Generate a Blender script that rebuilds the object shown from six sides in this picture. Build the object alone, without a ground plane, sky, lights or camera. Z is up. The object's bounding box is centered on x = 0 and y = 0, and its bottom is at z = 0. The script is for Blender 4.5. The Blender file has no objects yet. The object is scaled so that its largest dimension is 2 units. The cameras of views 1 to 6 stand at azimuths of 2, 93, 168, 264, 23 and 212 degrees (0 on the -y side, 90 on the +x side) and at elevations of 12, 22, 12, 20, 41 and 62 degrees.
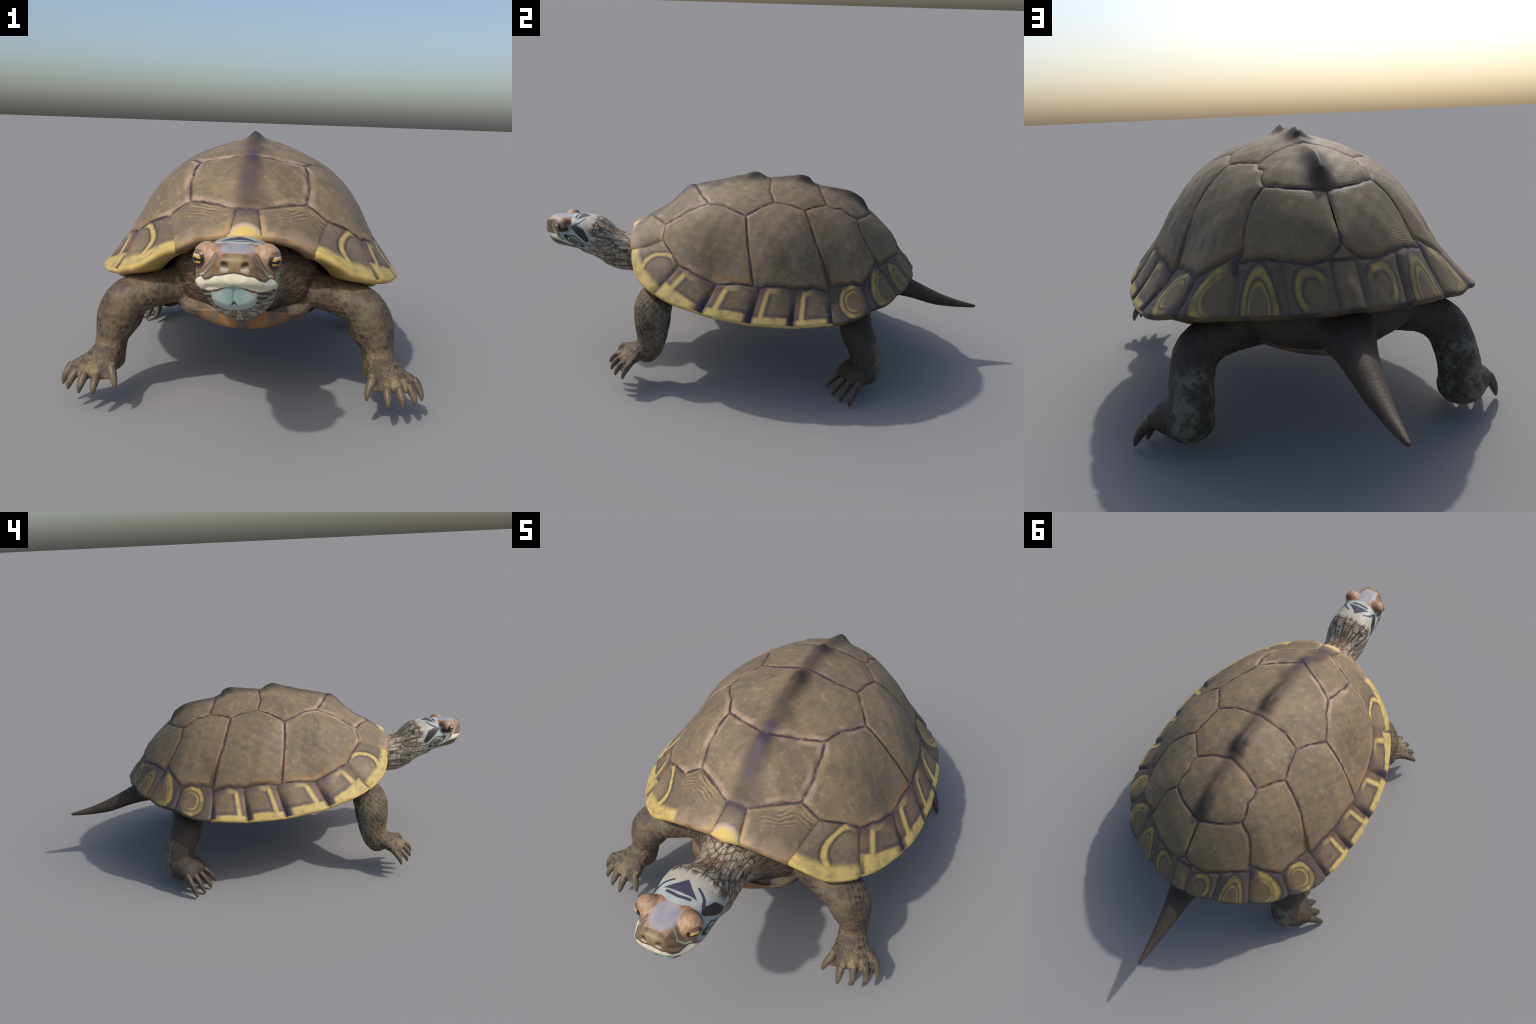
# A walking turtle with a ridged, scute-covered shell.  Head towards -y, mirror-symmetric about x = 0.
import bpy, bmesh, math, random
import numpy as np
from mathutils import Vector

random.seed(7)
SC = bpy.context.scene.collection
V = lambda *a: np.array(a, float)

# ------------------------------------------------------------------ helpers
def smooth(a, b, x):
    t = np.clip((np.asarray(x, float) - a) / (b - a), 0, 1)
    return t * t * (3 - 2 * t)

def catmull(pts, n, closed=False):
    """n samples of a centripetal-free Catmull-Rom curve through pts (any dimension)."""
    P = np.asarray(pts, float)
    k = len(P)
    Q = np.vstack([2 * P[0] - P[1], P, 2 * P[-1] - P[-2]])
    out = []
    for t in np.linspace(0, k - 1, n):
        i = min(int(t), k - 2); f = t - i
        a, b, c, d = Q[i], Q[i + 1], Q[i + 2], Q[i + 3]
        out.append(.5 * (2 * b + (c - a) * f + (2 * a - 5 * b + 4 * c - d) * f ** 2 + (3 * b - a - 3 * c + d) * f ** 3))
    return np.array(out)

def track(table, y):
    """monotone cubic interpolation of rows (y, value...) at the points y."""
    T = np.asarray(table, float); X = T[:, 0]; res = []
    y = np.clip(y, X[0], X[-1])
    i = np.clip(np.searchsorted(X, y) - 1, 0, len(X) - 2)
    h = np.diff(X)
    for c in range(1, T.shape[1]):
        Y = T[:, c]; s = np.diff(Y) / h
        m = np.zeros(len(X)); m[0] = s[0]; m[-1] = s[-1]
        for k in range(1, len(X) - 1):
            m[k] = 0 if s[k - 1] * s[k] <= 0 else 2 / (1 / s[k - 1] + 1 / s[k])
        t = (y - X[i]) / h[i]
        res.append((2 * t**3 - 3 * t**2 + 1) * Y[i] + (t**3 - 2 * t**2 + t) * h[i] * m[i]
                   + (-2 * t**3 + 3 * t**2) * Y[i + 1] + (t**3 - t**2) * h[i] * m[i + 1])
    return res

def mesh_object(name, verts, faces, mat=None, parent=None, smooth_shade=True):
    me = bpy.data.meshes.new(name)
    me.from_pydata([tuple(map(float, v)) for v in verts], [], [tuple(map(int, f)) for f in faces])
    me.update()
    if smooth_shade:
        me.polygons.foreach_set("use_smooth", [True] * len(me.polygons))
    ob = bpy.data.objects.new(name, me)
    SC.objects.link(ob)
    if mat: me.materials.append(mat)
    if parent: ob.parent = parent
    return ob

def wob(p, f, seed=0.):
    """cheap smooth deterministic noise, about -1..1."""
    x, y, z = p[..., 0] * f, p[..., 1] * f, (p[..., 2] if p.shape[-1] > 2 else 0) * f
    return (np.sin(1.7 * x + 2.3 * y + seed) + np.sin(2.9 * y - 1.3 * x + 1.9 * z + 2 * seed)
            + np.sin(3.7 * x + 1.1 * z - 2.1 * y + 3 * seed)) / 3

# ------------------------------------------------------------------ shader building kit
class Kit:
    """terse node builder"""
    def __init__(self, name):
        self.mat = bpy.data.materials.new(name); self.mat.use_nodes = True
        self.nt = self.mat.node_tree
        self.bsdf = self.nt.nodes["Principled BSDF"]
        self.pos = self.nt.nodes.new("ShaderNodeTexCoord").outputs["Object"]
    def _set(self, sock, v):
        if hasattr(v, "is_output"): self.nt.links.new(v, sock)
        elif v is not None:
            sock.default_value = v
    def math(self, op, a, b=None, c=None, clamp=False):
        n = self.nt.nodes.new("ShaderNodeMath"); n.operation = op; n.use_clamp = clamp
        for s, v in zip(n.inputs, (a, b, c)): self._set(s, v)
        return n.outputs[0]
    def vec(self, op, a, b=None, scale=None):
        n = self.nt.nodes.new("ShaderNodeVectorMath"); n.operation = op
        self._set(n.inputs[0], a)
        if b is not None: self._set(n.inputs[1], b)
        if scale is not None: self._set(n.inputs["Scale"], scale)
        return n.outputs["Value"] if op in ("LENGTH", "DOT_PRODUCT", "DISTANCE") else n.outputs[0]
    def split(self, v):
        n = self.nt.nodes.new("ShaderNodeSeparateXYZ"); self._set(n.inputs[0], v); return n.outputs
    def join(self, x, y, z):
        n = self.nt.nodes.new("ShaderNodeCombineXYZ")
        for s, v in zip(n.inputs, (x, y, z)): self._set(s, v)
        return n.outputs[0]
    def noise(self, v, scale, detail=3, rough=.5, dist=0., col=False):
        n = self.nt.nodes.new("ShaderNodeTexNoise"); self._set(n.inputs["Vector"], v)
        n.inputs["Scale"].default_value = scale; n.inputs["Detail"].default_value = detail
        n.inputs["Roughness"].default_value = rough; n.inputs["Distortion"].default_value = dist
        return n.outputs["Color" if col else "Fac"]
    def voronoi(self, v, scale, feature="F1", rnd=1.):
        n = self.nt.nodes.new("ShaderNodeTexVoronoi"); n.feature = feature; self._set(n.inputs["Vector"], v)
        n.inputs["Scale"].default_value = scale; n.inputs["Randomness"].default_value = rnd
        return n.outputs["Distance"]
    def step(self, x, a, b, lo=0., hi=1.):
        """smoothstep from lo at a to hi at b"""
        n = self.nt.nodes.new("ShaderNodeMapRange"); n.interpolation_type = "SMOOTHSTEP"
        if a > b: a, b, lo, hi = b, a, hi, lo
        self._set(n.inputs[0], x)
        for s, v in zip(n.inputs[1:5], (a, b, lo, hi)): s.default_value = v
        return n.outputs[0]
    def mix(self, fac, a, b, kind="MIX"):
        n = self.nt.nodes.new("ShaderNodeMix"); n.data_type = "RGBA"; n.blend_type = kind
        self._set(n.inputs["Factor"], fac)
        for s, v in ((n.inputs["A"], a), (n.inputs["B"], b)):
            self._set(s, v if hasattr(v, "is_output") else (*v, 1.))
        return n.outputs["Result"]
    def warp(self, v, scale, amount, detail=2):
        c = self.noise(v, scale, detail, col=True)
        return self.vec("ADD", v, self.vec("SCALE", self.vec("SUBTRACT", c, (.5, .5, .5)), scale=amount))
    def seg(self, v, a, b, r0=0., r1=0.):
        """distance from v to the segment a-b, less a radius that tapers from r0 to r1"""
        a, b = V(*a), V(*b); ab = b - a; L2 = max(float(ab @ ab), 1e-9)
        pa = self.vec("SUBTRACT", v, tuple(a))
        t = self.math("MULTIPLY", self.vec("DOT_PRODUCT", pa, tuple(ab)), 1 / L2, clamp=True)
        d = self.vec("LENGTH", self.vec("SUBTRACT", pa, self.vec("SCALE", tuple(ab), scale=t)))
        if r0 == r1 == 0: return d
        return self.math("SUBTRACT", d, self.math("MULTIPLY_ADD", t, r1 - r0, r0))
    def poly(self, v, pts):
        d = None
        for a, b in zip(pts[:-1], pts[1:]):
            s = self.seg(v, a, b)
            d = s if d is None else self.math("MINIMUM", d, s)
        return d
    def mul(self, *a):
        r = a[0]
        for b in a[1:]: r = self.math("MULTIPLY", r, b)
        return r
    def inv(self, a): return self.math("SUBTRACT", 1., a)
    def bump(self, h, dist, strength=1., prev=None):
        n = self.nt.nodes.new("ShaderNodeBump"); self._set(n.inputs["Height"], h)
        n.inputs["Distance"].default_value = dist; n.inputs["Strength"].default_value = strength
        if prev: self._set(n.inputs["Normal"], prev)
        return n.outputs[0]
    def done(self, col, rough=.55, normal=None, spec=.3):
        self._set(self.bsdf.inputs["Base Color"], col if hasattr(col, "is_output") else (*col, 1.))
        self._set(self.bsdf.inputs["Roughness"], rough)
        self.bsdf.inputs["Specular IOR Level"].default_value = spec
        if normal: self._set(self.bsdf.inputs["Normal"], normal)
        return self.mat

def srgb(r, g, b):
    f = lambda c: (c / 255 / 12.92) if c <= 10 else ((c / 255 + .055) / 1.055) ** 2.4
    return (f(r), f(g), f(b))

# ------------------------------------------------------------------ root
root = bpy.data.objects.new("turtle", None); SC.objects.link(root)
root["label"] = "walking turtle with ridged brown shell, yellow-ringed rim and striped head"
root["category"] = "turtle"

# ================================================================== CARAPACE
# seam junctions on the right half (x, y, z)
N = {
 "nuchal_front": (0, -.600, .562), "nuchal_back": (0, -.503, .618), "nuchal_corner": (.034, -.506, .620), "nuchal_rim": (.049, -.592, .560),
 "a": (.175, -.413, .626), "b": (.170, -.224, .728), "c": (.256, -.056, .708), "d": (.184, .056, .751),
 "e": (.209, .186, .729), "f": (.138, .278, .735), "g": (.149, .407, .684),
 "v12": (0, -.312, .752), "v23": (0, .028, .803), "v34": (0, .238, .780), "v45": (0, .479, .667),
 "cc12": (.439, -.005, .474), "cc23": (.383, .302, .464), "cc34": (.229, .495, .531), "t": (.034, .608, .520), "tt": (0, .596, .562),
 "t0": (0, .613, .516),
 "m12": (.241, -.414, .577), "m23": (.355, -.324, .510), "m34": (.421, -.159, .464), "m45": (.440, .020, .468), "m56": (.430, .165, .463),
 "m67": (.401, .300, .447), "m78": (.346, .437, .462), "m89": (.241, .511, .509), "m910": (.147, .575, .519),
 "r12": (.203, -.560, .516), "r23": (.402, -.420, .410), "r34": (.496, -.208, .374), "r45": (.521, -.010, .352), "r56": (.515, .160, .348),
 "r67": (.490, .320, .358), "r78": (.402, .478, .386), "r89": (.278, .591, .402), "r910": (.147, .657, .412), "rp": (.035, .687, .418), "r0": (0, .689, .420),
}
N = {k: V(*p) for k, p in N.items()}
# extra dome heights between the junctions, and the midline without its knobs
DOME = [(.385, .05, .577), (.337, .04, .640), (.100, .03, .784), (.355, .28, .535), (.38, .17, .560),
        (.300, -.10, .657), (.335, -.22, .598), (.255, -.29, .660), (.25, .29, .665), (.27, .42, .568), (.12, .54, .580), (.30, .16, .665),
        (.313, -.512, .447), (.45, -.32, .392), (.512, -.11, .362), (.344, .539, .391), (.210, .629, .408), (.089, .675, .414),
        (.12, -.583, .547), (.11, -.49, .602)]
MID = [(-.42, .668), (-.34, .739), (-.18, .776), (-.05, .797), (.10, .803), (.18, .795), (.33, .757), (.42, .707), (.55, .605), (.655, .470)]

def tps_fit(pts):
    P = np.array(pts); n = len(P)
    r = np.linalg.norm(P[:, None, :2] - P[None, :, :2], axis=2)
    with np.errstate(divide='ignore', invalid='ignore'):
        Kk = np.where(r > 0, r * r * np.log(r), 0)
    Kk += np.eye(n) * 2e-4                                  # a little smoothing
    A = np.zeros((n + 3, n + 3)); A[:n, :n] = Kk
    A[:n, n] = 1; A[:n, n + 1:] = P[:, :2]; A[n:, :n] = A[:n, n:].T
    w = np.linalg.solve(A, np.concatenate([P[:, 2], np.zeros(3)]))
    def f(xy):
        xy = np.asarray(xy, float)
        rr = np.linalg.norm(xy[:, None, :] - P[None, :, :2], axis=2)
        with np.errstate(divide='ignore', invalid='ignore'):
            kk = np.where(rr > 0, rr * rr * np.log(rr), 0)
        return kk @ w[:n] + w[n] + xy @ w[n + 1:]
    return f
ctrl = [tuple(p) for p in N.values()] + DOME
ctrl = ctrl + [(-x, y, z) for x, y, z in ctrl if x > 1e-6] + [(0, y, z) for y, z in MID]
dome = tps_fit(ctrl)

# the keel: each vertebral scute swells backwards into a dark knob  (y, height over the dome)
KEEL = [(-.60, 0), (-.50, .002), (-.42, .006), (-.37, .012), (-.335, .016), (-.30, .008), (-.27, .008), (-.18, .016), (-.09, .026), (-.045, .033),
        (-.015, .025), (.015, .007), (.07, .010), (.13, .020), (.175, .028), (.195, .026), (.215, .010), (.245, .003), (.31, .010), (.37, .026),
        (.415, .036), (.435, .034), (.455, .018), (.48, .002), (.52, 0), (.70, 0)]
def keel(xy):
    h = track(KEEL, xy[:, 1])[0]
    w = .026 + .012 * (1 - smooth(-.3, 0, xy[:, 1]))
    return h * np.exp(-np.abs(xy[:, 0] / w) ** 1.7)
def shell(xy):
    xy = np.asarray(xy, float)
    return np.column_stack([xy, dome(xy) + keel(xy)])
def shell_normal(xy):
    e = 2e-3
    gx = (dome(xy + [e, 0]) + keel(xy + [e, 0]) - dome(xy - [e, 0]) - keel(xy - [e, 0])) / (2 * e)
    gy = (dome(xy + [0, e]) + keel(xy + [0, e]) - dome(xy - [0, e]) - keel(xy - [0, e])) / (2 * e)
    n = np.column_stack([-gx, -gy, np.ones(len(xy))])
    return n / np.linalg.norm(n, axis=1)[:, None]

# seam paths between junctions; via points (plan view) give them the slight zigzags
VIA = {("f", "g"): [(.146, .31), (.138, .345), (.152, .375)], ("b", "c"): [(.195, -.165), (.235, -.10)], ("c", "d"): [(.222, -.003)],
       ("b", "v12"): [(.105, -.262)], ("v23", "d"): [(.10, .030)], ("v34", "f"): [(.075, .252)], ("v45", "g"): [(.08, .452)],
       ("a", "nuchal_corner"): [(.12, -.448), (.075, -.482)], ("e", "d"): [(.193, .12)], ("g", "cc34"): [(.200, .435)],
       ("cc12", "c"): [(.345, -.038)], ("cc23", "e"): [(.31, .235)], ("m12", "m23"): [(.295, -.375)], ("m23", "m34"): [(.393, -.25)],
       ("a", "b"): [(.184, -.33)], ("v45", "tt"): [(.002, .54)], ("m78", "cc34"): [(.285, .475)], ("m910", "t"): [(.085, .603)],
       ("m89", "m910"): [(.197, .540)], ("m78", "m67"): [(.38, .37)]}
STEP = .0075
def arc(p, n):
    d = np.concatenate([[0], np.cumsum(np.linalg.norm(np.diff(p, axis=0), axis=1))])
    t = np.linspace(0, d[-1], n)
    return np.column_stack([np.interp(t, d, p[:, i]) for i in range(p.shape[1])])
_paths = {}
def path(a, b):
    """plan polyline of the seam a->b (right half), shared by the two scutes on it"""
    if (a, b) in _paths: return _paths[(a, b)]
    if (b, a) in _paths: return _paths[(b, a)][::-1]
    via = VIA.get((a, b)) or (VIA.get((b, a)) or [])[::-1]
    pts = np.array([N[a][:2]] + [V(*v) for v in via] + [N[b][:2]])
    p = catmull(pts, 80) if len(pts) > 2 else np.linspace(pts[0], pts[1], 80)
    L = np.linalg.norm(np.diff(p, axis=0), axis=1).sum()
    p = arc(p, max(3, int(L / STEP) + 1))
    n = len(p)
    t = np.linspace(0, 1, n); tang = np.gradient(p, axis=0); tang /= np.linalg.norm(tang, axis=1)[:, None] + 1e-9
    nor = np.column_stack([-tang[:, 1], tang[:, 0]])
    amp = .0028 * np.sin(np.pi * t) ** .5
    if abs(pts[0][0]) < 1e-6 and abs(pts[-1][0]) < 1e-6: amp = amp * 0
    p = p + nor * (amp * wob(p, 45, 1.3))[:, None]
    p[0], p[-1] = pts[0], pts[-1]
    _paths[(a, b)] = p
    return p
# the rim is one smooth curve through its junctions
RIM_NAMES = ["nuchal_front", "nuchal_rim", None, "r12", None, "r23", None, "r34", None, "r45", "r56", "r67", None, "r78", None, "r89", None, "r910", None, "rp", "r0"]
rim_fill = iter([(.12, -.583), (.313, -.512), (.453, -.325), (.513, -.11), (.455, .405), (.346, .541), (.213, .630), (.090, .676)])
rim_pts = [N[k][:2] if k else V(*next(rim_fill)) for k in RIM_NAMES]
rim_curve = catmull(np.array(rim_pts), 20 * (len(rim_pts) - 1) + 1)
def rim(a, b):
    i, j = RIM_NAMES.index(a) * 20, RIM_NAMES.index(b) * 20
    return rim_curve[i:j + 1]

def ring(names):
    """closed plan outline from a chain of junctions"""
    out = []
    for a, b in zip(names, names[1:] + names[:1]):
        out.append(path(a, b)[:-1])
    return np.vstack(out)
def mirror_close(chain):
    """outline of a scute on the midline: right-half chain that begins and ends on x = 0"""
    h = np.vstack([path(a, b)[:-1] for a, b in zip(chain[:-1], chain[1:])] + [N[chain[-1]][None, :2]])
    m = h[1:-1][::-1] * [-1, 1]
    return np.vstack([h, m])

def seam_dist(xyz, outline3):
    A = outline3; Bp = np.roll(outline3, -1, axis=0); ab = Bp - A; L2 = (ab ** 2).sum(1) + 1e-12
    d = np.full(len(xyz), 9.)
    for i in range(0, len(xyz), 4000):
        q = xyz[i:i + 4000]
        t = np.clip(((q[:, None] - A) * ab).sum(2) / L2, 0, 1)
        d[i:i + 4000] = np.linalg.norm(q[:, None] - A - t[..., None] * ab, axis=2).min(1)
    return d
GROOVE = .0032
def relief(xyz, nrm, d, swell=.003):
    h = -GROOVE * np.exp(-(d / .0055) ** 2) + swell * (1 - np.exp(-d / .03)) - swell * .5
    h += .0012 * wob(xyz, 38, .4) * smooth(.004, .03, d)
    return xyz + nrm * h[:, None]

def scute_disc(outline, pole=None):
    """mesh a star-shaped plan outline with shrinking rings, lifted onto the shell"""
    c = outline.mean(0) if pole is None else V(*pole)
    n = len(outline); R = max(6, int(np.linalg.norm(outline - c, axis=1).max() / .008))
    rows = [c + (outline - c) * r for r in np.concatenate([[1, 1 - .25 / R], np.linspace(1, 0, R + 1)[1:-1]])]
    xy = np.vstack(rows + [c[None]])
    faces = []
    for k in range(len(rows) - 1):
        for i in range(n):
            j = (i + 1) % n
            faces.append((k * n + i, k * n + j, (k + 1) * n + j, (k + 1) * n + i))
    k = (len(rows) - 1) * n
    faces += [(k + i, k + (i + 1) % n, len(xy) - 1) for i in range(n)]
    return xy, faces

def coarse(poly3, closed=True, tol=.004):
    """Douglas-Peucker thinning of a seam polyline for the shader"""
    P = list(poly3) + ([poly3[0]] if closed else [])
    P = np.array(P)
    keep = {0, len(P) - 1}
    def rec(i, j):
        if j <= i + 1: return
        a, b = P[i], P[j]; ab = b - a; L2 = ab @ ab
        q = P[i + 1:j]
        t = np.clip((q - a) @ ab / L2, 0, 1) if L2 > 1e-10 else np.zeros(len(q))
        d = np.linalg.norm(q - a - t[:, None] * ab, axis=1); k = d.argmax()
        if d[k] > tol: keep.add(i + 1 + k); rec(i, i + 1 + k); rec(i + 1 + k, j)
    if closed:
        m = np.linalg.norm(P - P[0], axis=1).argmax(); keep.add(m); rec(0, m); rec(m, len(P) - 1)
    else: rec(0, len(P) - 1)
    return P[sorted(keep)]

# ---- colours of the shell
BROWN = srgb(126, 110, 87); BROWN2 = srgb(106, 93, 76); TAN = srgb(176, 152, 116); SEAM = srgb(66, 54, 56); OCHRE = srgb(150, 112, 62)
YELLOW = srgb(186, 163, 97); PLUM = srgb(72, 62, 68); OLIVE = srgb(112, 104, 78)

def shell_base(k, p):
    """mottled horn: warm brown, dull olive and cool grey clouds with a fine grain"""
    n1 = k.noise(p, 7, 5, .62); n2 = k.noise(p, 46, 5, .65); n3 = k.noise(k.vec("ADD", p, (3., 1., 2.)), 13, 5, .62, .8)
    n4 = k.noise(k.vec("ADD", p, (7., 4., 1.)), 10, 4, .6, .5)
    col = k.mix(k.step(n1, .36, .64), BROWN2, BROWN)
    col = k.mix(k.mul(k.step(n3, .50, .64), .55), col, OLIVE)
    col = k.mix(k.mul(k.step(n3, .46, .32), .45), col, srgb(108, 95, 88))
    col = k.mix(k.mul(k.step(n4, .54, .68), .40), col, srgb(134, 114, 82))
    col = k.mix(k.mul(k.step(n4, .44, .30), .5), col, srgb(92, 88, 72))
    col = k.mix(k.mul(k.step(n2, .50, .72), .32), col, TAN)
    col = k.mix(k.mul(k.step(n2, .46, .26), .34), col, srgb(78, 66, 54))
    return col, n2

def back_fade(k, p):
    """the shell darkens from warm brown in front to a dull olive behind"""
    return k.step(k.split(p)[1], .15, .62)

def plate_material(name, outline3, pole3, kind, ridge=False):
    k = Kit(name); p = k.pos
    col, n2 = shell_base(k, p)
    d = k.poly(k.warp(p, 60, .004), coarse(outline3))
    rad = k.vec("DISTANCE", k.warp(p, 14, .03), tuple(pole3))
    # growth rings: fine lines that follow the border, strongest near it
    rings = k.math("SINE", k.math("MULTIPLY", k.math("ADD", d, k.math("MULTIPLY", k.noise(p, 24, 2), .008)), 2 * math.pi / .0075))
    rings = k.mul(k.step(rings, .3, 1), k.step(d, .12, .03), k.step(k.noise(p, 12, 2), .44, .62))
    col = k.mix(k.mul(rings, .22), col, TAN)
    y0 = k.split(p)[1]
    rimw = k.math("ADD", .010, k.math("MULTIPLY", k.step(y0, .1, -.3), .012))      # pale border, broader in front
    pale = k.step(k.math("SUBTRACT", d, rimw), .008, -.008)
    col = k.mix(k.mul(pale, k.step(k.noise(p, 13, 3), .40, .62), .62), col, k.mix(k.step(y0, -.10, .12), srgb(172, 148, 126), srgb(150, 118, 76)))
    if kind == "low":
        z0 = k.split(p)[2]
        bru = k.vec("LENGTH", k.vec("MULTIPLY", k.vec("SUBTRACT", k.join(k.math("ABSOLUTE", k.split(p)[0]), y0, z0), (.305, .385, .560)), (1., 2.2, .8)))
        col = k.mix(k.mul(k.step(bru, .045, .010), k.step(k.noise(p, 30, 3), .38, .6), .7), col, srgb(74, 58, 66))
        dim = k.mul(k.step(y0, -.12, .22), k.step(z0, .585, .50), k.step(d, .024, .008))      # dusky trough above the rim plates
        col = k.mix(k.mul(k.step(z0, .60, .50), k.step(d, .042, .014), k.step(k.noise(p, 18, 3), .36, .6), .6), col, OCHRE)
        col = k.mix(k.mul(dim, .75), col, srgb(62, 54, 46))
    if ridge:
        x, y, z = k.split(k.warp(p, 14, .024))
        ax = k.math("ABSOLUTE", x)
        col = k.mix(k.mul(k.step(ax, .058, .008), .78), col, srgb(76, 65, 55))
        for yc, hl, wd, s_, tint in ((-.385, .06, .030, .8, PLUM), (-.325, .035, .028, .8, srgb(64, 54, 72)), (-.275, .030, .022, .7, srgb(74, 62, 84)), (-.12, .10, .026, .6, srgb(70, 60, 52)), (-.045, .05, .030, .85, srgb(54, 47, 42)),
                                   (.09, .09, .024, .55, srgb(70, 60, 52)), (.18, .055, .034, .9, srgb(46, 40, 37)), (.32, .07, .026, .6, srgb(66, 57, 50)), (.425, .060, .036, .95, srgb(40, 36, 34))):
            e = k.math("SQRT", k.math("ADD", k.math("POWER", k.math("MULTIPLY", k.math("SUBTRACT", y, yc), 1 / hl), 2), k.math("POWER", k.math("MULTIPLY", ax, 1 / wd), 2)))
            col = k.mix(k.mul(k.step(e, 1.25, .25), s_), col, tint)
    col = k.mix(k.mul(back_fade(k, p), .42), col, srgb(84, 76, 58))
    col = k.mix(k.step(k.math("ADD", d, k.math("MULTIPLY", n2, .002)), .0080, .0042), col, SEAM)
    nrm = k.bump(k.math("ADD", n2, k.math("MULTIPLY", rings, .7)), .0012, .6)
    return k.done(col, .58, nrm, .25)

carapace_parts = []
def add_plate(name, outline, kind="", ridge=False, pole=None, mirror=False):
    xy, faces = scute_disc(outline, pole)
    o3 = shell(outline)
    if mirror:
        xy = xy * [-1, 1]; faces = [f[::-1] for f in faces]; o3 = o3 * [-1, 1, 1]
    p3 = shell(xy); nr = shell_normal(xy)
    d = seam_dist(p3, o3)
    v = relief(p3, nr, d)
    # outward winding
    a, b, c = (v[i] for i in faces[0][:3])
    if np.cross(b - a, c - a)[2] < 0: faces = [f[::-1] for f in faces]
    mat = plate_material(name + "_horn", o3, p3[-1], kind, ridge)
    ob = mesh_object(name, v, faces, mat); carapace_parts.append(ob)
    return ob

add_plate("vertebral_scute", mirror_close(["nuchal_back", "nuchal_corner", "a", "b", "v12"]), ridge=True)
add_plate("vertebral_scute", mirror_close(["v12", "b", "c", "d", "v23"]), ridge=True)
add_plate("vertebral_scute", mirror_close(["v23", "d", "e", "f", "v34"]), ridge=True)
add_plate("vertebral_scute", mirror_close(["v34", "f", "g", "v45"]), ridge=True, pole=(0, .37))
add_plate("vertebral_scute", mirror_close(["tt", "t", "t0"]))
for s in (False, True):
    add_plate("costal_scute", ring(["a", "m12", "m23", "m34", "cc12", "c", "b"]), "low", pole=(.31, -.17), mirror=s)
    add_plate("costal_scute", ring(["cc12", "m45", "m56", "m67", "cc23", "e", "d", "c"]), "low", pole=(.32, .11), mirror=s)
    add_plate("costal_scute", ring(["cc23", "m78", "cc34", "g", "f", "e"]), "low", pole=(.245, .345), mirror=s)
    add_plate("costal_scute", ring(["cc34", "m89", "m910", "t", "tt", "v45", "g"]), "low", pole=(.10, .525), mirror=s)

# ---- marginal scutes: a ruled patch from the inner seam to the rim, rolled under into a lip
LIP_SIDE = [(.001, .004), (.001, .009), (-.003, .014), (-.012, .017), (-.035, .017), (-.065, .010), (-.095, .000)]
LIP = [(.002, .005), (.003, .011), (.000, .018), (-.010, .023), (-.035, .028), (-.065, .031), (-.100, .033)]
def marginal_material(name, quad, style, mirror):
    """quad: inner seam, rim, front side, rear side as 3-D polylines"""
    k = Kit(name); p = k.pos
    w = k.warp(p, 40, .004)
    col, n2 = shell_base(k, p)
    inner, rimline, front, rear = quad
    di = k.poly(w, coarse(inner, False)); dr = k.poly(w, coarse(rimline, False, .006))
    df = k.poly(w, coarse(front, False)); db = k.poly(w, coarse(rear, False))
    u = k.math("DIVIDE", df, k.math("ADD", df, db))       # 0 front edge .. 1 rear edge
    v = k.math("DIVIDE", di, k.math("ADD", di, dr))       # 0 inner seam .. 1 rim
    col = k.mix(k.mul(back_fade(k, p), .35), col, srgb(84, 72, 54))
    return style(k, p, col, n2, u, v, di, df, db, dr)

DARKP = srgb(52, 46, 50); RED = srgb(120, 78, 52)
def seam_ink(k, p, col, n2, di, df, db, wide=.0045):
    e = k.math("SUBTRACT", k.math("MINIMUM", di, k.math("MINIMUM", df, db)), .001)
    return k.mix(k.step(k.math("ADD", e, k.math("MULTIPLY", n2, .002)), wide + .003, wide * .45), col, SEAM)
def finish_marginal(k, col, n2):
    return k.done(col, .55, k.bump(n2, .001, .5), .28)
def gate(k, u, v, cu, cv, gx, gy, soft=.12, off=0.):
    t = k.math("ADD", k.math("MULTIPLY", k.math("SUBTRACT", u, cu), gx), k.math("MULTIPLY", k.math("SUBTRACT", v, cv), gy))
    return k.step(t, off - soft, off + soft)
def ellipse(k, u, v, cu, cv, ru, rv):
    a = k.math("MULTIPLY", k.math("SUBTRACT", u, cu), 1 / ru); b = k.math("MULTIPLY", k.math("SUBTRACT", v, cv), 1 / rv)
    return k.math("SQRT", k.math("ADD", k.math("MULTIPLY", a, a), k.math("MULTIPLY", b, b)))
def band(k, x, c, w, soft):
    return k.step(k.math("ABSOLUTE", k.math("SUBTRACT", x, c)), w + soft, w)

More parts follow.
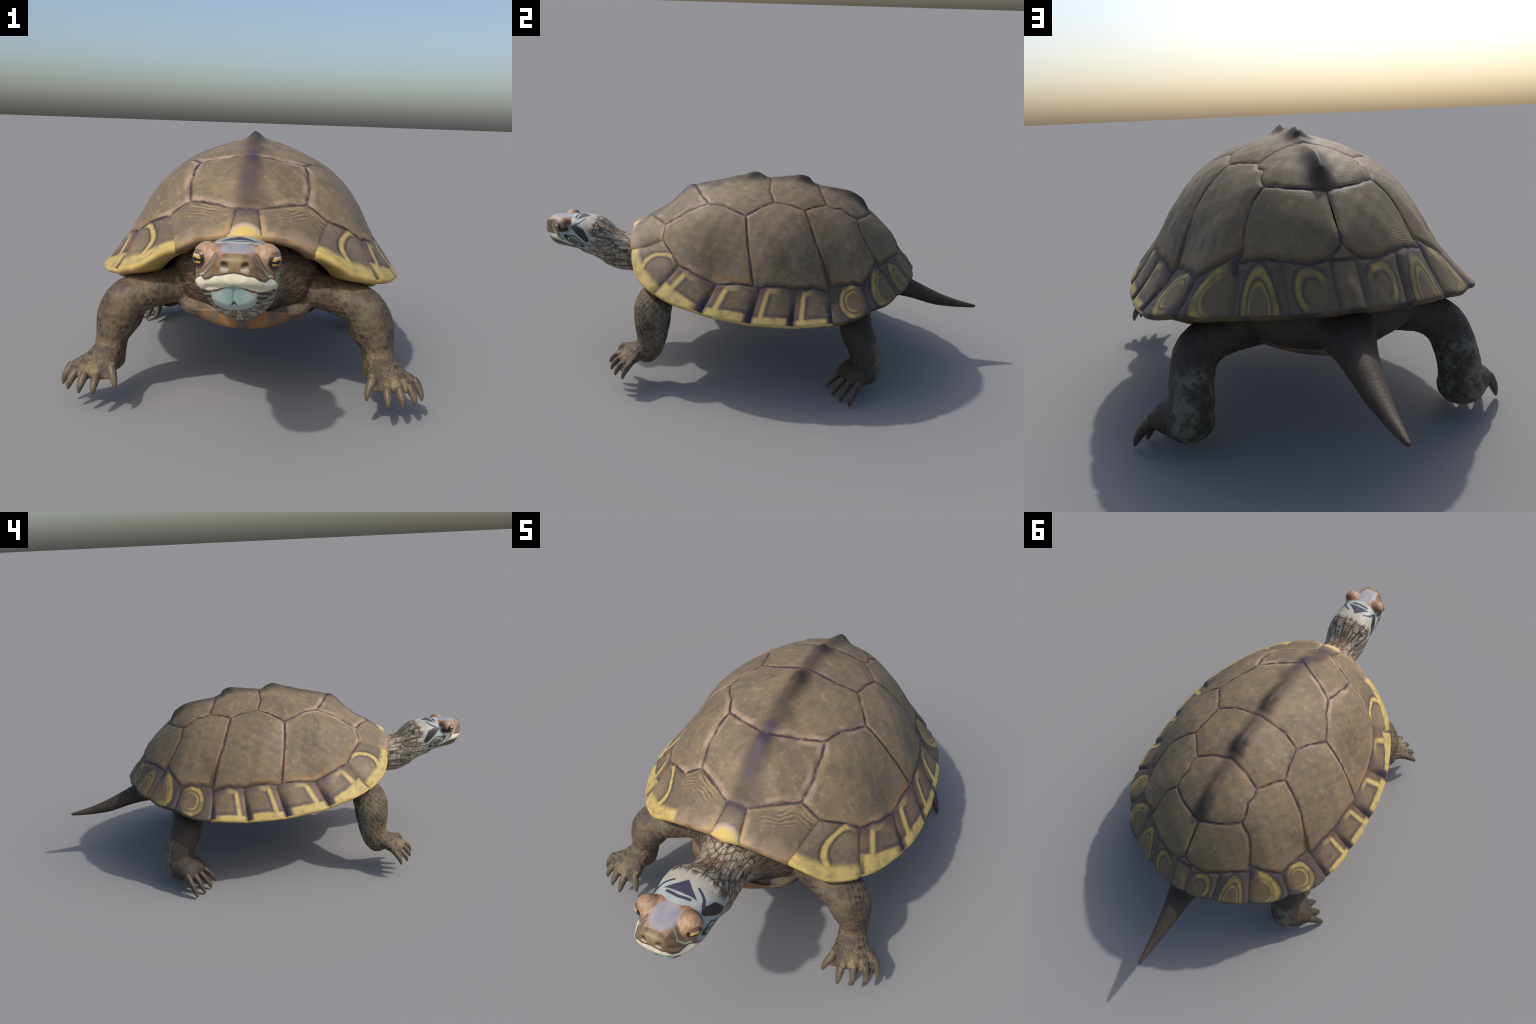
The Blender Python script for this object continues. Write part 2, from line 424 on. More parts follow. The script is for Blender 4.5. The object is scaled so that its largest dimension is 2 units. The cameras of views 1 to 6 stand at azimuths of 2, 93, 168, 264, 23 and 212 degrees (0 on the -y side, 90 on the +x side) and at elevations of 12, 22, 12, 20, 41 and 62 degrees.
def worn(k, p):
    """patchy strength of the yellow markings"""
    return k.step(k.noise(p, 26, 3, .6), .25, .55, .42, .95)
def style_first(k, p, col, n2, u, v, di, df, db, dr):
    """first marginal: brown, short wavy growth lines by the inner seam, tan towards rim and front edge"""
    g = k.math("SINE", k.math("MULTIPLY", k.math("ADD", di, k.math("MULTIPLY", k.noise(p, 14, 3), .045)), 2 * math.pi / .0135))
    zone = k.mul(k.step(v, .55, .25), k.step(u, .10, .3), k.step(k.noise(p, 20, 2), .34, .6))
    col = k.mix(k.mul(k.step(g, .3, 1), zone, .6), col, srgb(164, 138, 98)); col = k.mix(k.mul(k.step(g, -.3, -1), zone, .5), col, srgb(74, 60, 48))
    col = k.mix(k.mul(k.step(v, .62, .98), k.step(k.noise(p, 12), .35, .6), .55), col, srgb(158, 134, 112))
    edge = k.math("MAXIMUM", k.mul(k.step(u, .12, .04), k.step(v, .15, .8), .85), k.mul(k.step(u, .88, .97), k.step(v, .60, .9), .8))
    edge = k.math("MAXIMUM", edge, k.mul(k.step(u, .30, .10), k.step(v, .78, .95), .8))
    edge = k.math("MAXIMUM", edge, k.mul(k.step(v, .16, .04), k.step(k.noise(p, 10), .4, .6), .5))
    col = k.mix(edge, col, srgb(170, 142, 98))
    return finish_marginal(k, seam_ink(k, p, col, n2, di, df, db), n2)
def style_nuchal(k, p, col, n2, u, v, di, df, db, dr):
    e = ellipse(k, u, v, .5, 1.06, .40, .34)
    col = k.mix(k.mul(k.step(v, .45, .05), .8), col, PLUM)
    col = k.mix(k.mul(k.step(e, 1.6, 1.05), .8), col, srgb(190, 168, 146)); col = k.mix(k.step(e, 1.08, .88), col, srgb(196, 168, 96))
    return finish_marginal(k, seam_ink(k, p, col, n2, k.math("ADD", di, .02), df, db, .0065), n2)
def style_bar(bar=.25, floor=.78, slope=0., first=False):
    """side marginal: brown cell, one upright yellow bar near the front, yellow along the rim, dark rear corner"""
    def f(k, p, col, n2, u, v, di, df, db, dr):
        col = k.mix(.35, col, srgb(104, 84, 62))
        col = k.mix(k.mul(k.step(k.noise(p, 22, 3), .52, .68), .6), col, srgb(98, 82, 80))
        ub = k.math("SUBTRACT", u, k.math("MULTIPLY_ADD", v, -.06, bar + .03))            # distance across the bar
        col = k.mix(k.mul(k.step(ub, -.02, -.06), .8), col, srgb(100, 80, 66))
        col = k.mix(k.mul(k.step(k.noise(p, 40, 3), .55, .7), k.step(ub, -.03, -.08), .6), col, srgb(124, 76, 54))
        fl = k.math("MULTIPLY_ADD", u, slope, floor)
        fl = k.math("ADD", fl, k.math("MULTIPLY", k.math("SUBTRACT", k.noise(p, 34, 3), .5), .08))
        vb = k.math("SUBTRACT", v, fl)
        out = k.math("MAXIMUM", k.mul(k.step(ub, .20, .09), k.step(ub, .02, .06)), k.mul(k.step(vb, -.16, -.05), .9))
        out = k.math("MAXIMUM", out, k.mul(k.step(v, .24, .10), .75))
        col = k.mix(k.mul(out, .72), col, PLUM)
        yb = k.mul(k.step(k.math("ABSOLUTE", ub), .095, .015), k.step(v, .05, .18))
        ytop = k.mul(band(k, v, .13, .035, .06), k.step(ub, -.05, .0), k.step(ub, .42, .15), .55)
        ylow = k.mul(k.step(vb, -.035, .05), k.step(k.math("MULTIPLY_ADD", v, -.10, u), .80, .70))
        col = k.mix(k.mul(k.math("MAXIMUM", k.math("MAXIMUM", yb, ytop), ylow), worn(k, p)), col, YELLOW)
        col = k.mix(k.mul(k.step(u, .80, .93), k.step(v, .10, .7), .95), col, DARKP)
        col = k.mix(k.mul(k.step(u, .10, .03), k.step(v, .35, .8), .9), col, DARKP)
        return finish_marginal(k, seam_ink(k, p, col, n2, di, df, db), n2)
    return f
def style_ring(cu, cv, ru, rv, wid=.13, gx=-1., gy=-.4, off=-.25, floor=None, dark=.7, twin=0., inner=None, gold=None):
    """marginal with a brown eye and a broken yellow ring on the side given by the gate"""
    gold = gold or YELLOW
    def f(k, p, col, n2, u, v, di, df, db, dr):
        e = ellipse(k, u, v, cu, cv, ru, rv)
        col = k.mix(k.mul(k.step(e, .75, 1.05), dark), col, srgb(66, 58, 58))
        if inner: col = k.mix(k.mul(k.step(e, .95, .55), .8), col, inner)
        g = gate(k, u, v, cu, cv, gx, gy, .16, off)
        m = k.mul(band(k, e, 1., wid * .35, wid * 1.15), g, k.step(k.noise(p, 19, 2), .34, .50, .55, 1.))
        col = k.mix(k.mul(band(k, e, 1., wid * 1.5, wid * 1.1), k.math("MULTIPLY_ADD", g, .45, .2)), col, DARKP)
        if twin:
            m2 = k.mul(band(k, e, 1. - twin, wid * .25, wid * .45), gate(k, u, v, cu, cv, gx, gy, .14, off + .05))
            m = k.math("MAXIMUM", m, k.mul(m2, .75))
        if floor:
            fl = k.math("ADD", floor, k.math("MULTIPLY", k.math("SUBTRACT", k.noise(p, 30, 3), .5), .06))
            m = k.math("MAXIMUM", m, k.step(k.math("SUBTRACT", v, fl), -.06, .09))
        col = k.mix(k.mul(m, worn(k, p)), col, gold)
        return finish_marginal(k, seam_ink(k, p, col, n2, di, df, db), n2)
    return f
def style_plain(k, p, col, n2, u, v, di, df, db, dr):
    col = k.mix(.35, col, srgb(84, 74, 54))
    return finish_marginal(k, seam_ink(k, p, col, n2, di, df, db, .008), n2)

def lip_material(tint, tint2):
    k = Kit("rim_lip_horn"); p = k.pos
    col = k.mix(k.step(k.noise(p, 14, 4), .38, .62), tint2, tint)
    return k.done(col, .55, k.bump(k.noise(p, 40, 3), .001, .4), .28)
LIPY = lip_material(srgb(196, 172, 104), srgb(178, 152, 88)); LIPD = lip_material(srgb(92, 78, 52), srgb(56, 48, 46))

def add_marginal(inner_names, rim_a, rim_b, style, lipmat, mirror=False, whole=False, name="marginal_scute", puff=.45):
    inner = np.vstack([path(a, b)[(0 if i == 0 else 1):] for i, (a, b) in enumerate(zip(inner_names[:-1], inner_names[1:]))])
    outer = rim(rim_a, rim_b)
    if whole:                                  # a scute across the midline
        first0 = abs(inner[0, 0]) < 1e-6
        inner = np.vstack([inner[::-1] * [-1, 1], inner[1:]]) if first0 else np.vstack([inner, inner[:-1][::-1] * [-1, 1]])
        outer = np.vstack([outer[::-1] * [-1, 1], outer[1:]]) if first0 else np.vstack([outer, outer[:-1][::-1] * [-1, 1]])
    n = len(inner); outer = arc(outer, n)
    rows = 18
    tt = np.linspace(0, 1, rows)
    xy = np.vstack([inner * (1 - t) + outer * t for t in tt])
    p3 = shell(xy); nr = shell_normal(xy)
    quad = [shell(inner), shell(outer), shell(xy.reshape(rows, n, 2)[:, 0]), shell(xy.reshape(rows, n, 2)[:, -1])]
    loop = np.vstack([quad[0], quad[3][1:-1], quad[1][::-1][1:-1], quad[2][::-1][1:-1]])
    edge3 = np.vstack([quad[0], quad[2], quad[3]])
    d = np.min([seam_dist(p3, np.vstack([e, e[::-1]])) for e in (quad[0], quad[2], quad[3])], axis=0)
    v = relief(p3, nr, d, .0035)
    tr = np.repeat(tt, n); v = v + puff * nr * (.0055 * (smooth(0, .045, d) - .85) * smooth(0, .35, tr) - .003 * np.exp(-(d / .009) ** 2) * smooth(0, .2, tr))[:, None]
    # lip: follow the rim outwards, down and back under the shell
    R = v[-n:]; tg = np.gradient(outer, axis=0); tg /= np.linalg.norm(tg, axis=1)[:, None]
    on = np.column_stack([tg[:, 1], -tg[:, 0]])
    c = np.array([0, .05]);
    on *= np.sign(((outer - c) * on).sum(1))[:, None]
    de = np.minimum(np.linalg.norm(R - R[0], axis=1), np.linalg.norm(R - R[-1], axis=1))
    notch = -.0025 * np.exp(-(de / .008) ** 2)
    lip = [np.column_stack([R[:, :2] + on * (o + notch)[:, None], R[:, 2] - dn]) for o, dn in (LIP if outer[:, 1].mean() < -.42 else LIP_SIDE)]
    v = np.vstack([v] + lip)
    total = rows + len(LIP)
    faces = []; mats = []
    for r in range(total - 1):
        for i in range(n - 1):
            faces.append((r * n + i, r * n + i + 1, (r + 1) * n + i + 1, (r + 1) * n + i)); mats.append(0 if r < rows - 1 else 1)
    if mirror:
        v = v * [-1, 1, 1]; quad = [q * [-1, 1, 1] for q in quad]
    a, b, cc = (v[i] for i in faces[0][:3])
    if np.cross(b - a, cc - a)[2] < 0: faces = [f[::-1] for f in faces]
    mat = marginal_material(name + "_horn", quad, style, mirror)
    ob = mesh_object(name, v, faces, mat); ob.data.materials.append(lipmat)
    ob.data.polygons.foreach_set("material_index", mats)
    carapace_parts.append(ob)

add_marginal(["nuchal_back", "nuchal_corner"], "nuchal_front", "nuchal_rim", style_nuchal, LIPY, whole=True, name="nuchal_scute", puff=.2)
C_BROWN = srgb(100, 86, 62); SHADE_DIMMED_GOLD = srgb(142, 126, 66)  # rear ring yellows, here and below, toned down because the rear is unlit
for s in (False, True):
    add_marginal(["nuchal_corner", "a", "m12"], "nuchal_rim", "r12", style_first, lip_material(srgb(150, 124, 88), srgb(120, 98, 72)), s, puff=.4)
    add_marginal(["m12", "m23"], "r12", "r23", style_ring(.72, .48, .40, .44, .12, -1., -.25, .06, .78, .25), LIPY, s)
    add_marginal(["m23", "m34"], "r23", "r34", style_bar(.24, .56, .30), LIPY, s)
    add_marginal(["m34", "cc12", "m45"], "r34", "r45", style_bar(.24, .78), LIPY, s)
    add_marginal(["m45", "m56"], "r45", "r56", style_bar(.22, .82), LIPY, s)
    add_marginal(["m56", "m67"], "r56", "r67", style_bar(.22, .86), LIPY, s)
    add_marginal(["m67", "cc23", "m78"], "r67", "r78", style_ring(.62, .52, .34, .44, .15, -1., -.2, -.12, None, .75, .32, C_BROWN, srgb(160, 140, 76)), LIPD, s, puff=.5)
    add_marginal(["m78", "cc34", "m89"], "r78", "r89", style_ring(.68, .62, .42, .52, .20, -1., -.1, -.02, None, .9, .30, C_BROWN, srgb(150, 132, 70)), LIPD, s, puff=.5)
    add_marginal(["m89", "m910"], "r89", "r910", style_ring(.50, .90, .28, .68, .16, 0., -1., -.25, None, .6, .34, C_BROWN, SHADE_DIMMED_GOLD), LIPD, s, puff=.5)
    add_marginal(["m910", "t"], "r910", "rp", style_ring(.54, .60, .30, .42, .20, -1., -.8, -.08, None, .35, 0., C_BROWN, SHADE_DIMMED_GOLD), LIPD, s, puff=.5)
add_marginal(["t", "t0"], "rp", "r0", style_plain, LIPD, whole=True)

# ---- the hidden inner vault that closes the shell from below; parent of all scutes
def horn_plain(name, c1, c2):
    k = Kit(name)
    return k.done(k.mix(k.step(k.noise(k.pos, 12, 4), .4, .6), c1, c2), .65)
def inner_vault():
    ol = np.vstack([rim_curve, rim_curve[1:-1][::-1] * [-1, 1]])
    xy, faces = scute_disc(ol * .93 + [0, .004], (0, .05))
    v = shell(xy); v[:, 2] -= .035
    return mesh_object("carapace", v, [f[::-1] for f in faces], horn_plain("shell_underside", srgb(70, 60, 46), srgb(90, 76, 56)), root)
carapace = inner_vault()
for ob in carapace_parts: ob.parent = carapace

# ================================================================== PLASTRON
def plastron_material():
    k = Kit("plastron_horn"); p = k.warp(k.pos, 10, .03)
    x, y, z = k.split(p)
    ax = k.math("ABSOLUTE", x)
    col = k.mix(k.step(k.noise(k.pos, 12, 4), .38, .62), srgb(92, 80, 66), srgb(112, 98, 80))
    # grey centre of each scute, orange and yellow at the borders
    side = k.step(ax, .20, .27)
    cell = k.voronoi(k.join(ax, k.math("MULTIPLY", y, .9), 0.), 5.2, "DISTANCE_TO_EDGE", .35)
    col = k.mix(k.mul(k.step(cell, .10, .30), .8), col, srgb(74, 74, 76))
    col = k.mix(k.mul(k.step(cell, .07, .02), .55), col, srgb(140, 104, 58))
    col = k.mix(k.mul(side, .6), col, srgb(156, 126, 72))
    col = k.mix(k.mul(band(k, ax, .045, .018, .015), k.step(y, -.42, -.49), .6), col, srgb(160, 108, 50))
    return k.done(col, .5, k.bump(k.noise(k.pos, 30, 4), .001, .5), .3)
def plastron():
    # outline half widths and height of the floor along y
    T = [(-.552, .02, .276), (-.540, .10, .270), (-.50, .17, .260), (-.43, .205, .246), (-.34, .225, .234), (-.22, .285, .222), (0, .325, .220),
         (.2, .30, .220), (.32, .25, .220), (.42, .225, .232), (.49, .19, .240), (.54, .12, .250), (.556, .02, .256)]
    ys = np.concatenate([[-.552], np.linspace(-.549, .553, 70), [.556]])
    hw, zf = track(T, ys)
    cols = 41; v = []; faces = []
    for side in (0, 1):                         # underside, then upper side
        for y, w, z in zip(ys, hw, zf):
            for s in np.linspace(-1, 1, cols):
                up = .055 * abs(s) ** 2.6
                v.append((w * s, y, z + up + (.030 if side else 0) * (1 - abs(s) ** 6)))
    n = len(ys) * cols
    for r in range(len(ys) - 1):
        for c in range(cols - 1):
            q = (r * cols + c, r * cols + c + 1, (r + 1) * cols + c + 1, (r + 1) * cols + c)
            faces.append(q[::-1]); faces.append(tuple(i + n for i in q))
    for r in range(len(ys) - 1):
        for c in (0, cols - 1):
            q = (r * cols + c, (r + 1) * cols + c, (r + 1) * cols + c + n, r * cols + c + n); faces.append(q)
    for c in range(cols - 1):
        for r in (0, len(ys) - 1):
            faces.append((r * cols + c, r * cols + c + 1, r * cols + c + 1 + n, r * cols + c + n))
    ob = mesh_object("plastron", v, faces, plastron_material(), root)
    bm = bmesh.new(); bm.from_mesh(ob.data); bmesh.ops.remove_doubles(bm, verts=bm.verts, dist=1e-4)
    bmesh.ops.recalc_face_normals(bm, faces=bm.faces); bm.to_mesh(ob.data); bm.free()
    # bridges from the plastron up to the rim
    side = rim_curve[np.argsort(rim_curve[:, 1])]
    for s in (1, -1):
        bv = []; bf = []; m = 50; q = 12
        for y in np.linspace(-.36, .36, m):
            w, z0 = (float(a[0]) for a in track(T, np.array([y])))
            rx = float(np.interp(y, side[:, 1], side[:, 0])); rz = float(shell(np.array([[rx, y]]))[0, 2])
            for t in np.linspace(0, 1, q):
                bv.append((s * ((w - .02) * (1 - t) + (rx - .050) * t), y, (z0 + .050) * (1 - t) + (rz - .016) * t - .004 * math.sin(math.pi * t)))
        for r in range(m - 1):
            for c in range(q - 1):
                f = (r * q + c, r * q + c + 1, (r + 1) * q + c + 1, (r + 1) * q + c); bf.append(f if s < 0 else f[::-1])
        b = mesh_object("shell_bridge", bv, bf, ob.data.materials[0], ob)
        mo = b.modifiers.new("thick", "SOLIDIFY"); mo.thickness = .012; mo.offset = -1
    return ob
plastron()

# ================================================================== BODY (torso, limbs, tail in one skin)
def tube(stations, seg=28, per=6):
    """closed loft: stations = (centre xyz, radius side, radius other, side-axis)"""
    C = catmull([s[0] for s in stations], per * (len(stations) - 1) + 1)
    ra = catmull([[s[1], s[2], *s[3]] for s in stations], len(C))
    T = np.gradient(C, axis=0); T /= np.linalg.norm(T, axis=1)[:, None]
    v = []; f = []
    for c, t, r in zip(C, T, ra):
        a = r[2:] - (r[2:] @ t) * t; a /= np.linalg.norm(a); b = np.cross(t, a)
        for k in range(seg):
            w = 2 * math.pi * k / seg
            v.append(c + a * r[0] * math.cos(w) + b * r[1] * math.sin(w))
    m = len(C)
    for i in range(m - 1):
        for k in range(seg):
            f.append((i * seg + k, i * seg + (k + 1) % seg, (i + 1) * seg + (k + 1) % seg, (i + 1) * seg + k))
    f.append(tuple(range(seg))[::-1]); f.append(tuple((m - 1) * seg + k for k in range(seg)))
    return v, f
def ball(c, r, seg=24, rings=14):
    v = []; f = []
    for i in range(rings + 1):
        ph = math.pi * i / rings
        for k in range(seg):
            w = 2 * math.pi * k / seg
            v.append(V(*c) + V(r[0] * math.sin(ph) * math.cos(w), r[1] * math.sin(ph) * math.sin(w), r[2] * math.cos(ph)))
    for i in range(rings):
        for k in range(seg): f.append((i * seg + k, (i + 1) * seg + k, (i + 1) * seg + (k + 1) % seg, i * seg + (k + 1) % seg))
    return v, f

X, Y, Zx = V(1, 0, 0), V(0, 1, 0), V(0, 0, 1)
FORE_CLAWS = [((.380, -.567, .132), (.365, -.591, .087)), ((.423, -.584, .112), (.425, -.612, .075)), ((.462, -.568, .110), (.471, -.593, .070)),
              ((.497, -.545, .108), (.511, -.566, .069)), ((.520, -.508, .114), (.538, -.529, .069))]
HIND_CLAWS = [((.404, .372, .082), (.417, .313, .015)), ((.436, .390, .079), (.461, .337, .005)), ((.468, .412, .080), (.501, .368, .002)), ((.494, .436, .076), (.536, .404, .005))]
def body_pieces():
    P = []
    # torso
    P.append(ball((0, .05, .40), (.36, .50, .125), 48, 28))
    P.append(ball((0, -.40, .39), (.24, .120, .11), 32, 20)); P.append(ball((0, -.41, .335), (.20, .10, .08), 32, 20)); P.append(ball((0, -.452, .312), (.20, .088, .050), 32, 20))
    P.append(ball((0, .47, .36), (.24, .15, .105), 32, 20))
    # tail
    P.append(tube([(V(0, .46, .365), .12, .08, X), (V(0, .56, .350), .100, .065, X), (V(0, .62, .335), .078, .053, X), (V(0, .69, .311), .055, .041, X), (V(0, .76, .285), .041, .035, X),
                   (V(0, .82, .264), .032, .030, X), (V(0, .90, .248), .021, .020, X), (V(0, .96, .240), .014, .014, X), (V(0, 1.003, .236), .009, .009, X)]))
    fwd = V(.30, -.95, -.15); side = V(.93, .33, -.10)
    # forelimb
    P.append(tube([(V(.12, -.37, .37), .085, .075, Y), (V(.20, -.400, .366), .070, .060, Y), (V(.28, -.425, .350), .073, .054, Y), (V(.354, -.434, .322), .080, .065, Y), (V(.388, -.432, .262), .075, .070, Y),
                   (V(.410, -.432, .200), .063, .051, Y), (V(.414, -.440, .165), .057, .048, Y), (V(.415, -.450, .135), .052, .048, Y)]))
    P.append(ball((.414, -.452, .128), (.048, .046, .040)))
    P.append(tube([(V(.412, -.440, .165), .043, .040, side), (V(.427, -.490, .145), .056, .035, side), (V(.440, -.530, .124), .076, .021, side), (V(.450, -.556, .109), .082, .008, side), (V(.452, -.563, .105), .078, .005, side)], 32))
    root_c = V(.415, -.455, .150)
    for (b, t) in FORE_CLAWS:
        b = V(*b); mid = root_c * .42 + b * .58 + V(0, 0, .010)
        P.append(tube([(root_c * .7 + b * .3, .016, .014, side), (mid, .0155, .014, side), (b + V(0, 0, .003), .013, .0125, side), (b * .75 + V(*t) * .25, .0095, .0095, side)], 14, 5))
    # hindlimb
    P.append(tube([(V(.12, .40, .34), .09, .08, Y), (V(.21, .412, .325), .078, .070, Y), (V(.295, .417, .298), .070, .060, Y), (V(.350, .425, .262), .068, .062, Y), (V(.372, .452, .205), .066, .060, Y),
                   (V(.378, .473, .145), .061, .061, Y), (V(.385, .474, .095), .062, .062, Y)]))
    P.append(ball((.388, .466, .088), (.070, .068, .056)))
    hs = V(.80, .60, -.05)
    P.append(tube([(V(.385, .478, .105), .066, .058, hs), (V(.405, .448, .100), .074, .054, hs), (V(.428, .417, .094), .074, .044, hs), (V(.446, .394, .084), .064, .026, hs), (V(.452, .386, .079), .05, .012, hs)], 32))
    for (b, t) in HIND_CLAWS:
        b = V(*b); m = b * .6 + V(.395, .455, .10) * .4
        P.append(tube([(m, .017, .016, hs), (b, .015, .014, hs), (b * .75 + V(*t) * .25, .012, .012, hs)], 14, 5))
    return P

def skin_mesh():
    verts = []; faces = []
    pieces = body_pieces()
    mir = []
    for v, f in pieces:
        v = np.array(v)
        if v[:, 0].min() > .05:                  # limb pieces are repeated on the other side
            mir.append((v * [-1, 1, 1], [q[::-1] for q in f]))
    for v, f in [(np.array(v), f) for v, f in pieces] + mir:
        o = len(verts); verts.extend(v); faces.extend([tuple(i + o for i in q) for q in f])
    tmp = mesh_object("skin_source", verts, faces)
    bm = bmesh.new(); bm.from_mesh(tmp.data); bmesh.ops.recalc_face_normals(bm, faces=bm.faces); bm.to_mesh(tmp.data); bm.free()
    m = tmp.modifiers.new("skin", "REMESH"); m.mode = "VOXEL"; m.voxel_size = .0045; m.use_smooth_shade = True
    ev = tmp.evaluated_get(bpy.context.evaluated_depsgraph_get()).to_mesh()
    n = len(ev.vertices); co = np.empty(n * 3); ev.vertices.foreach_get("co", co); co = co.reshape(-1, 3)
    F = [tuple(p.vertices) for p in ev.polygons]
    ed = np.empty(len(ev.edges) * 2, int); ev.edges.foreach_get("vertices", ed); ed = ed.reshape(-1, 2)
    bpy.data.objects.remove(tmp)
    deg = np.bincount(ed.ravel(), minlength=n)[:, None]
    def lap(c):
        s = np.zeros_like(c); np.add.at(s, ed[:, 0], c[ed[:, 1]]); np.add.at(s, ed[:, 1], c[ed[:, 0]])
        return s / deg - c
    # smooth: strongly where limbs join the trunk, gently at digits and webs
    lo = np.clip((co[:, 2] - .14) / .06, 0, 1)[:, None]
    for i in range(26):
        k = .5 * np.where(i < 8, 1., lo)
        co = co + k * lap(co)
        if i % 2: co = co - .45 * k * lap(co)
    return co, F
co, F = skin_mesh()
# skin relief: soft pits and folds
def normals_of(co, F):
    nr = np.zeros_like(co)
    Q = np.array([f if len(f) == 4 else (*f, f[-1]) for f in F])
    fn = np.cross(co[Q[:, 2]] - co[Q[:, 0]], co[Q[:, 3]] - co[Q[:, 1]])
    for c in range(4): np.add.at(nr, Q[:, c], fn)
    return nr / (np.linalg.norm(nr, axis=1)[:, None] + 1e-12)
nr = normals_of(co, F)
limbz = smooth(.02, .10, np.abs(co[:, 0]) - .15)
co = co + nr * (.0012 * limbz * wob(np.abs(co), 95, .2))[:, None]
nr = normals_of(co, F)

def limb_material():
    k = Kit("limb_skin"); p = k.pos
    x, y, z = k.split(p); ax = k.math("ABSOLUTE", x)
    sp = k.join(ax, y, z)
    n1 = k.noise(sp, 14, 4, .6)
    col = k.mix(k.step(n1, .36, .66), srgb(78, 68, 58), srgb(108, 95, 74))
    # dark speckles with paler rims
    vo = k.voronoi(k.warp(sp, 40, .012), 52, "F1", .9)
    spot = k.mul(k.step(vo, .52, .26), k.step(k.noise(sp, 9, 2), .36, .56))
    net = k.mul(k.step(k.voronoi(k.warp(sp, 40, .012), 52, "DISTANCE_TO_EDGE", .9), .12, .02), k.step(k.noise(sp, 11, 2), .45, .6))
    col = k.mix(k.mul(net, .35), col, srgb(128, 112, 86))
    col = k.mix(k.mul(spot, .7), col, srgb(54, 47, 41))
    # fine wrinkled scales on the back of the hands
    edge = k.voronoi(k.warp(sp, 60, .012), 95, "DISTANCE_TO_EDGE", 1.)
    hand = k.mul(k.step(z, .20, .15), k.step(y, -.46, -.50), k.step(y, -.585, -.56))
    col = k.mix(k.mul(hand, k.step(edge, .10, .02), .75), col, srgb(66, 54, 46))
    col = k.mix(k.mul(k.step(y, -.52, -.57), k.step(n1, .4, .6), .55), col, srgb(150, 136, 98))
    # hind limbs and tail: colour mixed towards a darker charcoal brown with y
    col = k.mix(k.mul(k.step(y, -.1, .42), .85), col, srgb(57, 50, 44))
    # pale blue-grey skin with dark spots behind the forearm and on the hind heel
    pale_f = k.mul(k.step(k.math("ADD", y, k.math("MULTIPLY", k.math("SUBTRACT", n1, .5), .06)), -.415, -.385), k.step(y, -.2, -.3), k.step(z, .36, .31), k.step(ax, .30, .36))
    pale_h = k.mul(k.step(y, .40, .47), k.step(k.math("ADD", k.math("SUBTRACT", y, k.math("MULTIPLY", ax, .9)), k.math("MULTIPLY", k.math("SUBTRACT", n1, .5), .10)), .075, .135), k.step(z, .27, .22), k.step(ax, .2, .26))
    sole = k.mul(k.step(k.math("ADD", z, k.math("MULTIPLY", n1, .03)), .085, .06), k.step(ax, .2, .25), k.step(k.math("ABSOLUTE", k.math("ADD", y, -.02)), .37, .42), k.step(y, -.46, -.44))
    pale = k.math("MAXIMUM", k.math("MAXIMUM", pale_f, k.math("MULTIPLY", pale_h, .8)), sole)
    vo2 = k.voronoi(k.warp(sp, 34, .016), 58, "F1", .95)
    tint = k.mix(k.mul(k.step(vo2, .55, .22), .8), srgb(114, 114, 100), srgb(56, 51, 44))
    col = k.mix(k.mul(pale, k.step(k.noise(sp, 22, 4, .65), .36, .60), .85), col, tint)
    b = k.bump(k.math("ADD", k.math("MULTIPLY", edge, k.math("ADD", .35, hand)), k.math("MULTIPLY", n1, .6)), .004, .6)
    return k.done(col, .62, b, .25)
LIMB = limb_material()
def claw_material(c1, c2):
    k = Kit("claw_horn")
    return k.done(k.mix(k.step(k.noise(k.pos, 30, 3), .35, .65), c1, c2), .45, None, .35)
CLAW = {"forelimb": claw_material(srgb(80, 70, 56), srgb(98, 88, 68)), "hindlimb": claw_material(srgb(62, 55, 46), srgb(76, 67, 54))}

cen = np.array([co[list(f)].mean(0) for f in F])
ax_ = np.abs(cen[:, 0])
fore = (cen[:, 1] < -.2) & (ax_ > .21); hind = (cen[:, 1] > .2) & (ax_ > .22); tailm = (cen[:, 1] > .60) & (ax_ < .10)
groups = [("forelimb", fore & (cen[:, 0] > 0)), ("forelimb", fore & (cen[:, 0] < 0)), ("hindlimb", hind & (cen[:, 0] > 0)), ("hindlimb", hind & (cen[:, 0] < 0)),
          ("tail", tailm), ("torso", ~(fore | hind | tailm))]
limbs = []
for name, mask in groups:
    fs = [F[i] for i in np.nonzero(mask)[0]]
    used = np.unique(np.concatenate([np.array(f) for f in fs])); remap = -np.ones(len(co), int); remap[used] = np.arange(len(used))
    ob = mesh_object(name, co[used], [tuple(remap[list(f)]) for f in fs], LIMB, root)
    ob.data.normals_split_custom_set_from_vertices([tuple(n) for n in nr[used]])
    limbs.append(ob)

